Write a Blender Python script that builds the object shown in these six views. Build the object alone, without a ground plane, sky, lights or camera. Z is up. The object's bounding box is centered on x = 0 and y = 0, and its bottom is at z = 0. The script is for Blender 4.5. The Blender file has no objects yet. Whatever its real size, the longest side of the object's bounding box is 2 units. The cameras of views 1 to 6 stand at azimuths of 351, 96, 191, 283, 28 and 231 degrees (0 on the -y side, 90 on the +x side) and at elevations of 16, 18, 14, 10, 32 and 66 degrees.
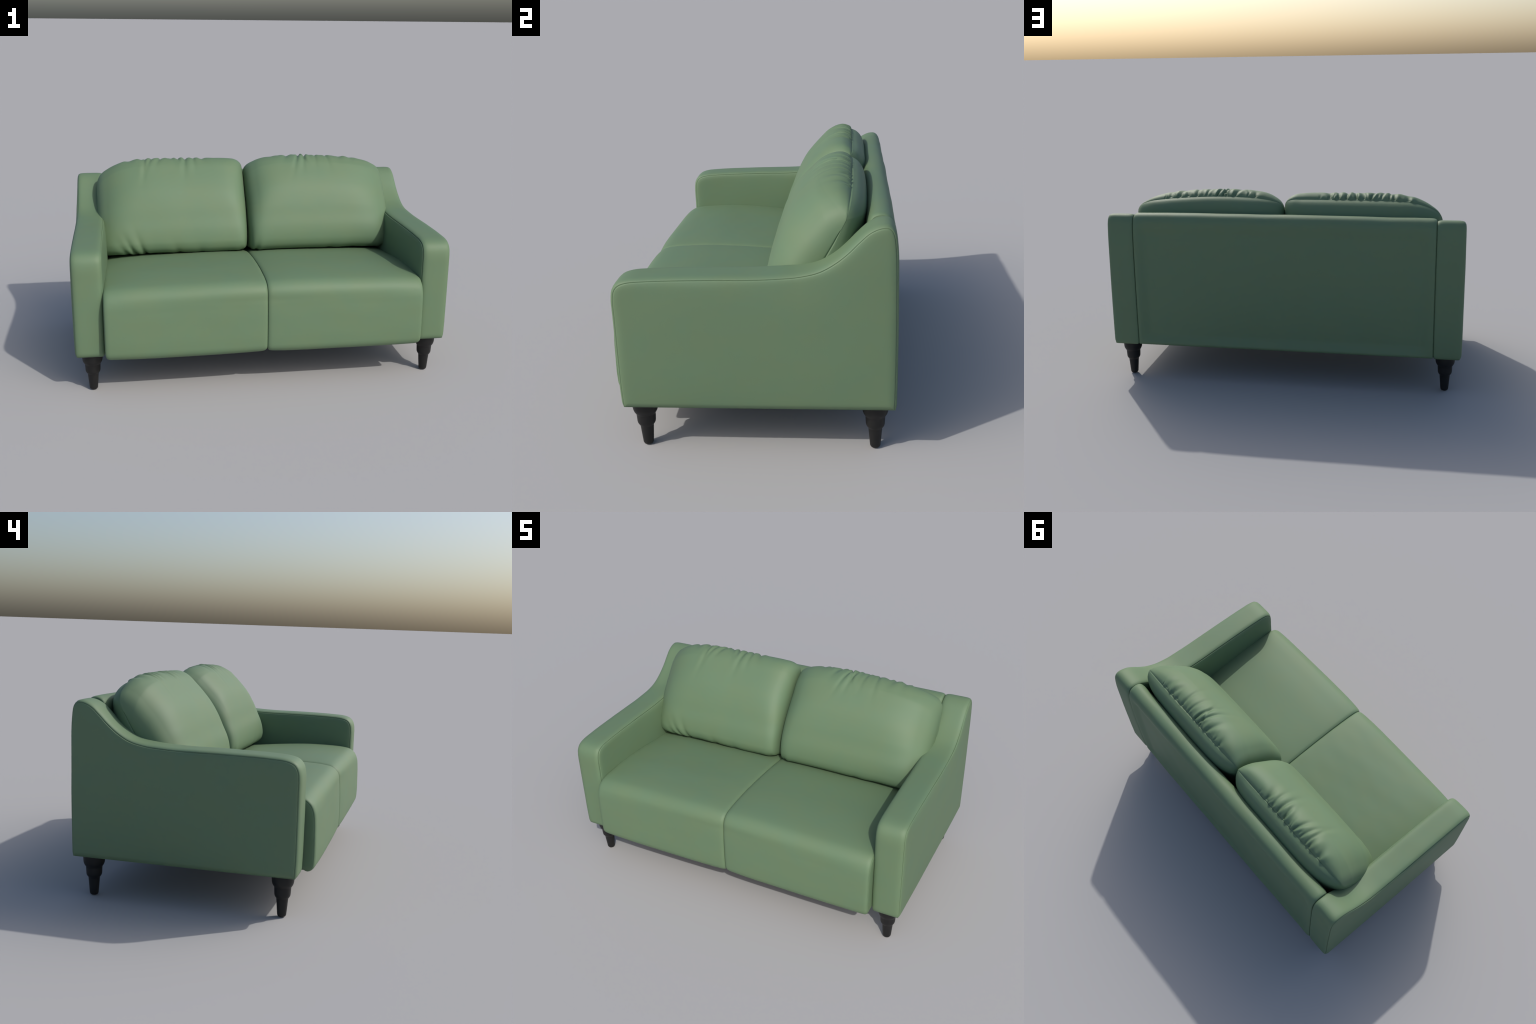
"""Two-seat upholstered loveseat: sloping armrests, two seat blocks,
two loose back cushions with gathered tops, turned black legs."""
import bpy
import numpy as np
from math import pi

# ------------------------------------------------------------------ helpers
def catmull(points, n):
    """Smooth curve through control points, resampled evenly to n points."""
    p = np.array(points, float)
    ext = np.vstack([2 * p[0] - p[1], p, 2 * p[-1] - p[-2]])
    out = []
    for i in range(len(p) - 1):
        p0, p1, p2, p3 = ext[i:i + 4]
        # centripetal parameterisation keeps tight corners from overshooting
        t0 = 0.0
        t1 = t0 + max(np.linalg.norm(p1 - p0), 1e-6) ** 0.5
        t2 = t1 + max(np.linalg.norm(p2 - p1), 1e-6) ** 0.5
        t3 = t2 + max(np.linalg.norm(p3 - p2), 1e-6) ** 0.5
        t = np.linspace(t1, t2, 24, endpoint=False)[:, None]
        a1 = (t1 - t) / (t1 - t0) * p0 + (t - t0) / (t1 - t0) * p1
        a2 = (t2 - t) / (t2 - t1) * p1 + (t - t1) / (t2 - t1) * p2
        a3 = (t3 - t) / (t3 - t2) * p2 + (t - t2) / (t3 - t2) * p3
        b1 = (t2 - t) / (t2 - t0) * a1 + (t - t0) / (t2 - t0) * a2
        b2 = (t3 - t) / (t3 - t1) * a2 + (t - t1) / (t3 - t1) * a3
        out.append((t2 - t) / (t2 - t1) * b1 + (t - t1) / (t2 - t1) * b2)
    out.append(p[-1:])
    c = np.vstack(out)
    d = np.r_[0, np.cumsum(np.linalg.norm(np.diff(c, axis=0), axis=1))]
    s = np.linspace(0, d[-1], n)
    return np.stack([np.interp(s, d, c[:, k]) for k in range(c.shape[1])], 1)


def smoothstep(a, b, x):
    t = np.clip((x - a) / (b - a), 0, 1)
    return t * t * (3 - 2 * t)


def soft_noise(x, y, z, seed, scale, octaves=2):
    """Cheap smooth pseudo-noise: sums of random-direction sines."""
    r = np.random.RandomState(seed)
    v = np.zeros_like(x)
    amp = 1.0
    for _ in range(octaves):
        for _ in range(5):
            k = r.normal(size=3) * scale
            v = v + amp * np.sin(k[0] * x + k[1] * y + k[2] * z + r.uniform(0, 6.28)) / 5
        scale *= 2.1
        amp *= 0.5
    return v


def grid_faces(nr, nc, close_c=False, offset=0):
    f = []
    cc = nc if close_c else nc - 1
    for i in range(nr - 1):
        for j in range(cc):
            j2 = (j + 1) % nc
            f.append((offset + i * nc + j, offset + i * nc + j2,
                      offset + (i + 1) * nc + j2, offset + (i + 1) * nc + j))
    return f


def mesh_object(name, verts, faces, material, parent=None, mirror=False):
    v = np.array(verts, float)
    if mirror:
        v = v * np.array([-1, 1, 1])
        faces = [tuple(reversed(f)) for f in faces]
    me = bpy.data.meshes.new(name)
    me.from_pydata([tuple(p) for p in v], [], faces)
    me.materials.append(material)
    me.polygons.foreach_set("use_smooth", [True] * len(me.polygons))
    me.update()
    ob = bpy.data.objects.new(name, me)
    bpy.context.scene.collection.objects.link(ob)
    if parent is not None:
        ob.parent = parent
    return ob


# ---------------------------------------------------------------- materials
def upholstery():
    m = bpy.data.materials.new("green_upholstery")
    m.use_nodes = True
    nt = m.node_tree
    b = nt.nodes["Principled BSDF"]
    tc = nt.nodes.new("ShaderNodeTexCoord")
    # broad soft mottling between a cool green and a slightly olive green
    n1 = nt.nodes.new("ShaderNodeTexNoise")
    n1.inputs["Scale"].default_value = 7.0
    n1.inputs["Detail"].default_value = 2.5
    r1 = nt.nodes.new("ShaderNodeValToRGB")
    r1.color_ramp.elements[0].position = 0.36
    r1.color_ramp.elements[0].color = (0.117, 0.191, 0.109, 1)
    r1.color_ramp.elements[1].position = 0.64
    r1.color_ramp.elements[1].color = (0.123, 0.191, 0.105, 1)
    # fine weave-like grain, very faint
    n2 = nt.nodes.new("ShaderNodeTexNoise")
    n2.inputs["Scale"].default_value = 260.0
    n2.inputs["Detail"].default_value = 3.0
    r2 = nt.nodes.new("ShaderNodeValToRGB")
    r2.color_ramp.elements[0].color = (0.965, 0.965, 0.965, 1)
    r2.color_ramp.elements[1].color = (1.03, 1.03, 1.03, 1)
    mix = nt.nodes.new("ShaderNodeMix")
    mix.data_type = "RGBA"
    mix.blend_type = "MULTIPLY"
    mix.inputs["Factor"].default_value = 1.0
    bump = nt.nodes.new("ShaderNodeBump")
    bump.inputs["Strength"].default_value = 0.05
    bump.inputs["Distance"].default_value = 0.001
    L = nt.links.new
    L(tc.outputs["Object"], n1.inputs["Vector"])
    L(tc.outputs["Object"], n2.inputs["Vector"])
    L(n1.outputs["Fac"], r1.inputs["Fac"])
    L(n2.outputs["Fac"], r2.inputs["Fac"])
    L(r1.outputs["Color"], mix.inputs["A"])
    L(r2.outputs["Color"], mix.inputs["B"])
    L(mix.outputs["Result"], b.inputs["Base Color"])
    L(n2.outputs["Fac"], bump.inputs["Height"])
    L(bump.outputs["Normal"], b.inputs["Normal"])
    b.inputs["Roughness"].default_value = 0.6
    b.inputs["Specular IOR Level"].default_value = 0.4
    return m


def plain(name, color, rough, grain=0.0):
    m = bpy.data.materials.new(name)
    m.use_nodes = True
    nt = m.node_tree
    b = nt.nodes["Principled BSDF"]
    tc = nt.nodes.new("ShaderNodeTexCoord")
    n = nt.nodes.new("ShaderNodeTexNoise")
    n.inputs["Scale"].default_value = 40.0
    r = nt.nodes.new("ShaderNodeValToRGB")
    c = np.array(color)
    r.color_ramp.elements[0].color = (*(c * (1 - grain)), 1)
    r.color_ramp.elements[1].color = (*(c * (1 + grain)), 1)
    nt.links.new(tc.outputs["Object"], n.inputs["Vector"])
    nt.links.new(n.outputs["Fac"], r.inputs["Fac"])
    nt.links.new(r.outputs["Color"], b.inputs["Base Color"])
    b.inputs["Roughness"].default_value = rough
    b.inputs["Specular IOR Level"].default_value = 0.35
    return m


GREEN = upholstery()
BLACK = plain("black_lacquered_wood", (0.0085, 0.0085, 0.0085), 0.5, 0.15)
DARK = plain("dark_lining_cloth", (0.02, 0.021, 0.022), 0.95, 0.2)


# -------------------------------------------------- upholstered slab builder
def loop_normals(loop):
    t = np.roll(loop, -1, 0) - np.roll(loop, 1, 0)
    t /= np.linalg.norm(t, axis=1)[:, None] + 1e-12
    n = np.stack([-t[:, 1], t[:, 0]], 1)            # left of travel = outward
    for _ in range(2):
        n = (np.roll(n, 1, 0) + 2 * n + np.roll(n, -1, 0))
        n /= np.linalg.norm(n, axis=1)[:, None]
    return n


def dist_to_loop(p, loop):
    a = loop
    b = np.roll(loop, -1, 0)
    ab = b - a
    den = (ab ** 2).sum(1) + 1e-12
    best = np.full(len(p), 9.0)
    for i in range(len(a)):
        t = np.clip(((p - a[i]) @ ab[i]) / den[i], 0, 1)
        q = p - a[i] - t[:, None] * ab[i]
        best = np.minimum(best, np.sqrt((q ** 2).sum(1)))
    return best


def side_panel_grid(loop, n_path, rows):
    """Transfinite grid filling a profile: path points joined to the underside."""
    top = loop[:n_path]
    k = np.linspace(0, 1, n_path)
    bottom = top[0] + (top[-1] - top[0]) * k[:, None]
    bottom[0], bottom[-1] = top[0], top[-1]
    w = 0.5 - 0.5 * np.cos(pi * np.linspace(0, 1, rows))
    w = 0.5 * w + 0.5 * (0.5 - 0.5 * np.cos(pi * w))
    g = top[None] * (1 - w[:, None, None]) + bottom[None] * w[:, None, None]
    return g


def slab(name, path, x_in, x_out, crown_fn, panel_bulge, parent,
         mirror=False, n_path=220, n_cross=46, r_strap=0.009, r_panel=(0.007, 0.007),
         slit=0.0030, rise_fn=None, seed=1, wobble=0.0012, crown_power=4.0,
         hollow=None, bottom_round=0.004):
    """Upholstered slab: a strap that follows the (y,z) path across x_in..x_out,
    and two side panels.  Strap and panels meet in a sewn-in seam: both edges are
    turned inwards, leaving a narrow slit between them."""
    n_bottom = 70
    top = catmull(path, n_path)
    bot = np.linspace(top[-1], top[0], n_bottom + 2)[1:-1]
    loop = np.vstack([top, bot])
    nrm = loop_normals(loop)
    m = len(loop)
    is_path = np.r_[np.ones(n_path), np.zeros(n_bottom)]
    s_path = np.r_[np.linspace(0, 1, n_path), np.linspace(1, 0, n_bottom)]
    ends = smoothstep(0, 0.007, s_path) * smoothstep(0, 0.007, 1 - s_path) * is_path
    crown = crown_fn(loop, s_path) * ends
    edge_h = 0.35 + 0.65 * ends                   # underside stays flatter
    z_low = loop[:, 1].min()
    tuck = bottom_round * (1 - smoothstep(0.0, 0.022, loop[:, 1] - z_low))

    u = 0.5 - 0.5 * np.cos(pi * np.linspace(0, 1, n_cross))
    u = 0.45 * u + 0.55 * (0.5 - 0.5 * np.cos(pi * u))
    xa, xb = x_in + r_panel[0], x_out - r_panel[1]
    width = xb - xa
    verts = []
    for k, t in enumerate(np.r_[0.0, u, 1.0]):
        skirt = k == 0 or k == n_cross + 1         # turned-in edge
        da = min(t, 1 - t) * width
        hr = 0.35 * r_strap * (1 - np.exp(-da / 0.0012)) \
            + 0.65 * r_strap * (1 - np.exp(-(da / 0.009) ** 1.3))
        h = hr * edge_h + crown * (1 - abs(2 * t - 1) ** crown_power)
        if rise_fn is not None:
            h = h + rise_fn(t, loop) * ends
        x = np.full(m, xa + t * width) + tuck * (1 - 2 * t) * abs(1 - 2 * t) ** 3
        if skirt:
            h = h - 0.013
            x = x + (0.006 if t < 0.5 else -0.006)
        p = loop + nrm * h[:, None]
        wob = wobble * soft_noise(x, p[:, 0], p[:, 1], seed, 9.0)
        p = p + nrm * (wob * ends)[:, None]
        if hollow is not None:
            p = p - nrm * (hollow(x, p[:, 0], p[:, 1]) * is_path)[:, None]
        verts.append(np.stack([x, p[:, 0], p[:, 1]], 1))
    faces = grid_faces(n_cross + 2, m, close_c=True)
    faces = [tuple(reversed(f)) for f in faces]
    strap = mesh_object(name, np.vstack(verts), faces, GREEN, parent, mirror)

    for side in (0, 1):
        rise = rise_fn(side, loop) * ends if rise_fn is not None else 0 * ends
        inner = loop + nrm * (rise - slit)[:, None]
        g = side_panel_grid(inner, n_path, 64)
        rows, cols = g.shape[:2]
        p = g.reshape(-1, 2)
        d = dist_to_loop(p, inner)
        rp = r_panel[side]
        out = 0.4 * rp * (1 - np.exp(-d / 0.0012)) + 0.6 * rp * (1 - np.exp(-(d / 0.012) ** 1.3))
        lo, hi = loop.min(0), loop.max(0)
        fy = 1 - np.abs((p[:, 0] - (lo[0] + hi[0]) / 2) / ((hi[0] - lo[0]) / 2)).clip(0, 1) ** 3
        ztop = np.interp(p[:, 0], [lo[0], 0.2, 0.5, hi[0]], [0.75, 0.77, 0.93, 0.93])
        fz = 1 - np.abs((p[:, 1] - (lo[1] + ztop) / 2) / ((ztop - lo[1]) / 2)).clip(0, 1) ** 3
        out = out + panel_bulge[side] * fy * fz
        out = out - bottom_round * (1 - smoothstep(0.0, 0.022, p[:, 1] - z_low))
        x0 = xa if side == 0 else xb
        sgn = -1 if side == 0 else 1
        wob = wobble * 1.3 * soft_noise(p[:, 0] * 0 + x0, p[:, 0], p[:, 1], seed + 7 + side, 7.0)
        x = x0 + sgn * (out + wob * smoothstep(0, 0.03, d))
        q = np.stack([x, p[:, 0], p[:, 1]], 1).reshape(rows, cols, 3)
        edge = q[:1].copy()                        # turned-in edge of the panel
        edge[0, :, 0] -= sgn * 0.008
        edge[0, :, 1:] -= nrm[:n_path] * 0.010
        q = np.concatenate([edge, q], 0)
        f = grid_faces(rows + 1, cols)
        if side == 1:
            f = [tuple(reversed(k)) for k in f]
        mesh_object("side_panel", q.reshape(-1, 3), f, GREEN, strap, mirror)
    return strap


# ------------------------------------------------------------------- root
root = bpy.data.objects.new("sofa", None)
bpy.context.scene.collection.objects.link(root)
root["label"] = "green upholstered two-seat sofa with sloping arms and black legs"
root["category"] = "sofa"

# ---------------------------------------------------------------- armrests
ARM_PATH = [(-0.516, 0.208), (-0.519, 0.30), (-0.519, 0.45), (-0.518, 0.60), (-0.517, 0.68),
            (-0.510, 0.712), (-0.493, 0.734), (-0.460, 0.747), (-0.38, 0.754), (-0.15, 0.758),
            (0.03, 0.758), (0.13, 0.762), (0.21, 0.769), (0.285, 0.787), (0.345, 0.820),
            (0.395, 0.860), (0.437, 0.902), (0.478, 0.938), (0.518, 0.955), (0.546, 0.955),
            (0.563, 0.938), (0.573, 0.885), (0.578, 0.65), (0.578, 0.45), (0.576, 0.30), (0.574, 0.208)]


def arm_crown(loop, s):
    y, z = loop[:, 0], loop[:, 1]
    front = smoothstep(-0.44, -0.52, y)
    back = smoothstep(0.54, 0.575, y)
    return 0.003 * (1 - front) * (1 - back) + 0.005 * front + 0.001 * back


for mirrored, seed, inner in ((False, 11, 0.018), (True, 23, 0.012)):
    slab("armrest", ARM_PATH, 0.832, 0.990, arm_crown, (inner, 0.010), root,
         mirror=mirrored, seed=seed, r_strap=0.007)

# ------------------------------------------------------------ seat cushions
SEAT_PATH = [(-0.530, 0.211), (-0.553, 0.215), (-0.566, 0.230), (-0.570, 0.27), (-0.569, 0.36), (-0.566, 0.44),
             (-0.561, 0.485), (-0.548, 0.522), (-0.522, 0.545), (-0.48, 0.555), (-0.40, 0.561),
             (-0.30, 0.563), (-0.20, 0.559), (-0.10, 0.553), (0.0, 0.545), (0.10, 0.535),
             (0.30, 0.51), (0.44, 0.49), (0.465, 0.46), (0.468, 0.40), (0.468, 0.211)]


def seat_crown(loop, s):
    y, z = loop[:, 0], loop[:, 1]
    top = smoothstep(0.45, 0.55, z)
    return 0.0065 + 0.0095 * top


def seat_rise(t, loop):
    """Blocks stand higher along the middle joint, flare forward at the outer
    front corner and sink at the outer rear corner."""
    y, z = loop[:, 0], loop[:, 1]
    top = smoothstep(0.48, 0.55, z)
    rear = smoothstep(-0.25, 0.10, y)
    return top * (0.016 * (1 - t) ** 2 - 0.010 * rear * t ** 7) + (1 - top) * 0.005 * t ** 5


for mirrored, seed in ((False, 31), (True, 47)):
    slab("seat_cushion", SEAT_PATH, -0.0005, 0.836, seat_crown, (0.0, 0.001), root,
         mirror=mirrored, seed=seed, n_cross=80, r_strap=0.009, r_panel=(0.0012, 0.004), slit=0.0018,
         rise_fn=seat_rise, wobble=0.0015)

# --------------------------------------------------------------- backrest
BACK_PATH = [(0.462, 0.23), (0.462, 0.50), (0.465, 0.75), (0.472, 0.88), (0.478, 0.925), (0.492, 0.953),
             (0.517, 0.963), (0.545, 0.957), (0.563, 0.935), (0.572, 0.90), (0.577, 0.80),
             (0.578, 0.60), (0.577, 0.40), (0.575, 0.211)]


def back_crown(loop, s):
    return 0.003 + 0 * s


def back_hollow(x, y, z):
    """The webbing behind pulls the rear cloth in: a shallow dish."""
    side = smoothstep(0.0, 0.08, 0.832 - np.abs(x))
    return 0.018 * side * smoothstep(0.205, 0.28, z) * smoothstep(0.945, 0.85, z) * (y > 0.54)


slab("backrest", BACK_PATH, -0.838, 0.838, back_crown, (0.0, 0.0), root,
     n_cross=140, r_strap=0.009, r_panel=(0.002, 0.002), seed=61, wobble=0.0022, hollow=back_hollow, bottom_round=0.0)

# ------------------------------------------------------------ back cushions
def pleat_field(q, s, pleats):
    """Sum of gathered folds running away from a seam at s = 0.
    each: (q position, half width, depth, length, slant)"""
    v = np.zeros_like(q)
    for q0, w, depth, length, slant in pleats:
        d = (q - q0 - slant * s) / (w * (1 + 1.2 * s / length))
        along = np.exp(-(s / length) ** 2) * smoothstep(0.0, 0.012, s)
        v += depth * along * (-np.exp(-d ** 2) + 0.45 * np.exp(-((d - 2.0) / 1.4) ** 2)
                              + 0.2 * np.exp(-((d + 2.2) / 1.5) ** 2))
    return v


def back_cushion(top_pts, x_in, x_out, seed, mirror, bottom_folds, gather, puff, n_inner, n_outer, back_out, upper_in):
    nq, ns = 640, 220
    r = np.random.RandomState(seed)
    e = np.linspace(-1, 1, nq)
    q = np.sign(e) * (1 - (1 - np.abs(e)) ** 1.8)      # dense towards the side seams
    sv = np.linspace(0, 1, ns)
    s = 0.35 * sv + 0.65 * (0.5 - 0.5 * np.cos(pi * sv))
    Q, S = np.meshgrid(q, s)

    tp = catmull(top_pts, 300)
    xq = x_in + (x_out - x_in) * (Q + 1) / 2
    T = np.interp(xq, tp[:, 0], tp[:, 1])           # height of the top seam
    zb = 0.559 - 0.009 * smoothstep(0.4, 1.0, Q) + 0.014 * smoothstep(0.93, 1.0, -Q)
    zk = T + (zb - T) * S                            # sewn edge plane
    yk = np.interp(zk, [0.55, 0.62, 0.78, 0.86, 0.955, 1.05, 1.09],
                   [0.150, 0.195, 0.292, 0.338, 0.388, 0.415, 0.422])
    zc0, zc1 = T.max(), 0.559

    def bulge(ctrl, sharp_top, sharp_bottom, y_scale=1.0):
        """Displace the sewn plane by the mid-section curve, faded to the sides."""
        c = catmull(ctrl, 600)
        f = np.linspace(0, 1, 600)
        cy, cz = np.interp(S, f, c[:, 0]), np.interp(S, f, c[:, 1])
        kz = zc0 + (zc1 - zc0) * S
        ky = np.interp(kz, [0.55, 0.62, 0.78, 0.86, 0.955, 1.05, 1.09],
                       [0.150, 0.195, 0.292, 0.338, 0.388, 0.415, 0.422])
        n = sharp_top + (sharp_bottom - sharp_top) * smoothstep(0.30, 0.95, S)
        lat = np.power(np.maximum(1 - np.abs(Q) ** n, 0), 0.45)
        hs = (T - zc1) / (zc0 - zc1)
        return (cy - ky) * lat * (0.4 + 0.6 * hs), (cz - kz) * lat * hs, lat

    # mid-section of the stuffed front, top seam to bottom seam
    z0 = zc0
    front = [(0.415, z0), (0.400, z0 + 0.016), (0.372, z0 + 0.028), (0.335, z0 + 0.026),
             (0.290, z0 + 0.007), (0.245, z0 - 0.032), (0.200, z0 - 0.078), (0.160, z0 - 0.130),
             (0.120, z0 - 0.205), (0.092, z0 - 0.275), (0.068, z0 - 0.335), (0.056, z0 - 0.385),
             (0.054, 0.630), (0.063, 0.600), (0.088, 0.576), (0.150, 0.559)]
    front = [(y - puff * np.exp(-((i - 6.5) / 4.6) ** 2) + upper_in * np.exp(-((i - 5) / 2.5) ** 2), z) for i, (y, z) in enumerate(front)]
    dy, dz, lat = bulge(front, np.where(Q < 0, n_inner, n_outer), np.where(Q < 0, 24.0, 7.5))
    # the stuffing swells a little past the side seams
    swell = 0.012 * np.sign(Q) * smoothstep(0.85, 0.985, np.abs(Q)) \
        * np.sqrt(np.maximum(1 - np.abs(Q), 0) * 6).clip(0, 1) * smoothstep(0.95, 0.6, S)
    X = xq + swell
    Y = yk + dy
    Z = zk + dz

    # surface normals for the folds
    P = np.stack([X, Y, Z], -1)

    def normals(P):
        du = np.gradient(P, axis=1)
        dv = np.gradient(P, axis=0)
        n = np.cross(dv, du)
        n /= np.linalg.norm(n, axis=-1, keepdims=True) + 1e-12
        return n
    def sew(P):
        """Draw the sewn edge a few millimetres in, as a tight crease."""
        def reach(axis):
            step = np.linalg.norm(np.diff(P, axis=axis), axis=-1)
            z = np.zeros((ns, 1)) if axis else np.zeros((1, nq))
            c = np.concatenate([z, np.cumsum(step, axis=axis)], axis=axis)
            end = c[:, -1:] if axis else c[-1:]
            return c, end - c
        top = np.exp(-(reach(0)[0] / 0.003) ** 2)
        le, ri = reach(1)
        P = P.copy()
        P[..., 2] -= 0.0025 * top
        P[..., 0] += 0.0025 * np.exp(-(le / 0.003) ** 2) - 0.0025 * np.exp(-(ri / 0.003) ** 2)
        return P

    N = normals(P)
    if N[ns // 2, nq // 2, 1] > 0:
        N = -N
    pl = []
    lo, hi, depth, majors = gather
    for p0, length in majors:                        # long folds over the crest
        pl.append((p0 + r.uniform(-0.02, 0.02), r.uniform(0.009, 0.021),
                   depth * r.uniform(0.3, 1.35), length * r.uniform(0.75, 1.3), r.uniform(-0.55, 0.55)))
    for p0 in r.uniform(lo, hi, 15):                 # little gathers tight to the seam
        pl.append((p0, r.uniform(0.006, 0.011), 0.4 * depth * r.uniform(0.4, 1.0),
                   r.uniform(0.03, 0.075), r.uniform(-0.6, 0.6)))
    disp = pleat_field(Q, S, pl)
    disp += pleat_field(Q, 1 - S, bottom_folds)
    disp += 0.0022 * soft_noise(X, Y, Z, seed + 3, 8.0) * lat
    P = P + N * disp[..., None]
    P = sew(P)
    fr = mesh_object("back_cushion", P.reshape(-1, 3),
                     [tuple(f) for f in grid_faces(ns, nq)], GREEN, root, mirror)

    back = [(0.415, z0), (0.440, z0 - 0.014), (0.461, z0 - 0.041), (0.474, z0 - 0.092),
            (0.474, z0 - 0.16), (0.465, z0 - 0.26), (0.43, 0.70), (0.35, 0.61), (0.24, 0.566), (0.150, 0.559)]
    back = [(y + back_out * np.sin(pi * i / 9), z) for i, (y, z) in enumerate(back)]
    dy, dz, lat = bulge(back, 6.0, 8.0)
    PB = np.stack([xq + 0.7 * swell, yk + dy, zk + dz], -1)
    PB[..., 1] += 0.0015 * soft_noise(PB[..., 0], PB[..., 1], PB[..., 2], seed + 9, 10.0) * lat
    PB = sew(PB)
    # coincide with the front panel along the sewn edge
    for sl in ((0, slice(None)), (-1, slice(None)), (slice(None), 0), (slice(None), -1)):
        PB[sl] = P[sl]
    mesh_object("cushion_back_panel", PB.reshape(-1, 3),
                [tuple(reversed(f)) for f in grid_faces(ns, nq)], GREEN, fr, mirror)
    return fr


# heights of the top seam across each cushion (distance from the middle, z)
RIGHT_TOP = [(0.001, 0.955), (0.008, 0.992), (0.030, 1.018), (0.07, 1.034), (0.14, 1.046), (0.28, 1.054),
             (0.44, 1.053), (0.60, 1.043), (0.70, 1.033), (0.785, 1.019), (0.835, 0.998),
             (0.861, 0.965), (0.870, 0.915)]
LEFT_TOP = [(0.001, 0.985), (0.010, 1.022), (0.045, 1.042), (0.10, 1.045), (0.23, 1.046), (0.38, 1.046),
            (0.55, 1.045), (0.685, 1.038), (0.775, 1.018), (0.832, 0.990),
            (0.860, 0.952), (0.870, 0.91)]

# main folds of the gathered tops: (position across, -1 middle .. 1 outer; length)
RIGHT_FOLDS = [(0.52, 0.10), (0.38, 0.13), (0.29, 0.10), (0.16, 0.17), (0.02, 0.19), (-0.10, 0.13),
               (-0.17, 0.16), (-0.25, 0.13), (-0.34, 0.10), (-0.62, 0.06)]
LEFT_FOLDS = [(-0.42, 0.10), (-0.29, 0.16), (-0.21, 0.17), (-0.07, 0.12), (0.04, 0.18), (0.11, 0.13),
              (0.24, 0.15), (0.34, 0.20), (0.41, 0.15), (0.55, 0.12)]

back_cushion(RIGHT_TOP, 0.001, 0.870, 5, False,
             [(-0.90, 0.015, 0.008, 0.14, 0.05), (0.88, 0.02, 0.006, 0.13, -0.2), (0.1, 0.03, 0.004, 0.12, 0.3),
              (0.45, 0.04, 0.003, 0.08, -0.2)],
             (-0.66, 0.64, 0.0085, RIGHT_FOLDS), 0.014, 6.5, 3.8, 0.002, 0.0)
back_cushion(LEFT_TOP, 0.001, 0.870, 8, True,
             [(-0.93, 0.02, 0.006, 0.12, 0.15), (0.45, 0.016, 0.013, 0.16, 0.8),
              (0.34, 0.018, 0.010, 0.18, 0.6), (0.55, 0.022, 0.007, 0.17, 0.8),
              (-0.1, 0.025, 0.005, 0.15, 0.5), (-0.40, 0.03, 0.004, 0.14, 0.4)],
             (-0.56, 0.66, 0.0085, LEFT_FOLDS), 0.0, 9.0, 3.8, 0.010, 0.006)

# -------------------------------------------------------------------- legs
LEG = [(0.0, 0.000), (0.014, 0.000), (0.0185, 0.0025), (0.0212, 0.008), (0.0220, 0.014), (0.0250, 0.050),
       (0.0278, 0.084), (0.0286, 0.089), (0.0305, 0.0925), (0.0335, 0.0960), (0.0368, 0.1020), (0.0384, 0.1090),
       (0.0390, 0.120), (0.0397, 0.136), (0.0402, 0.1430), (0.0418, 0.1465), (0.0445, 0.1500), (0.0485, 0.1570),
       (0.0512, 0.1650), (0.0526, 0.1740), (0.0535, 0.190), (0.0540, 0.216), (0.0, 0.216)]
ang = np.linspace(0, 2 * pi, 72, endpoint=False)
lv = np.array([[rr * np.cos(a), rr * np.sin(a), zz] for rr, zz in LEG for a in ang])
leg_faces = grid_faces(len(LEG), len(ang), close_c=True)
first = None
for x in (-0.905, 0.905):
    for y in (-0.449, 0.499):
        if first is None:
            first = mesh_object("leg", lv, leg_faces, BLACK, root)
            ob = first
        else:
            ob = first.copy()
            bpy.context.scene.collection.objects.link(ob)
        ob.location = (x, y, 0.0)

# ----------------------------------------------- dark lining under the seat
def box(name, lo, hi, mat, parent):
    v = [(x, y, z) for x in (lo[0], hi[0]) for y in (lo[1], hi[1]) for z in (lo[2], hi[2])]
    f = [(0, 1, 3, 2), (4, 6, 7, 5), (0, 4, 5, 1), (2, 3, 7, 6), (0, 2, 6, 4), (1, 5, 7, 3)]
    ob = mesh_object(name, v, f, mat, parent)
    ob.data.polygons.foreach_set("use_smooth", [False] * 6)
    return ob


box("underside_lining", (-0.82, -0.50, 0.2045), (0.82, 0.54, 0.212), DARK, root)
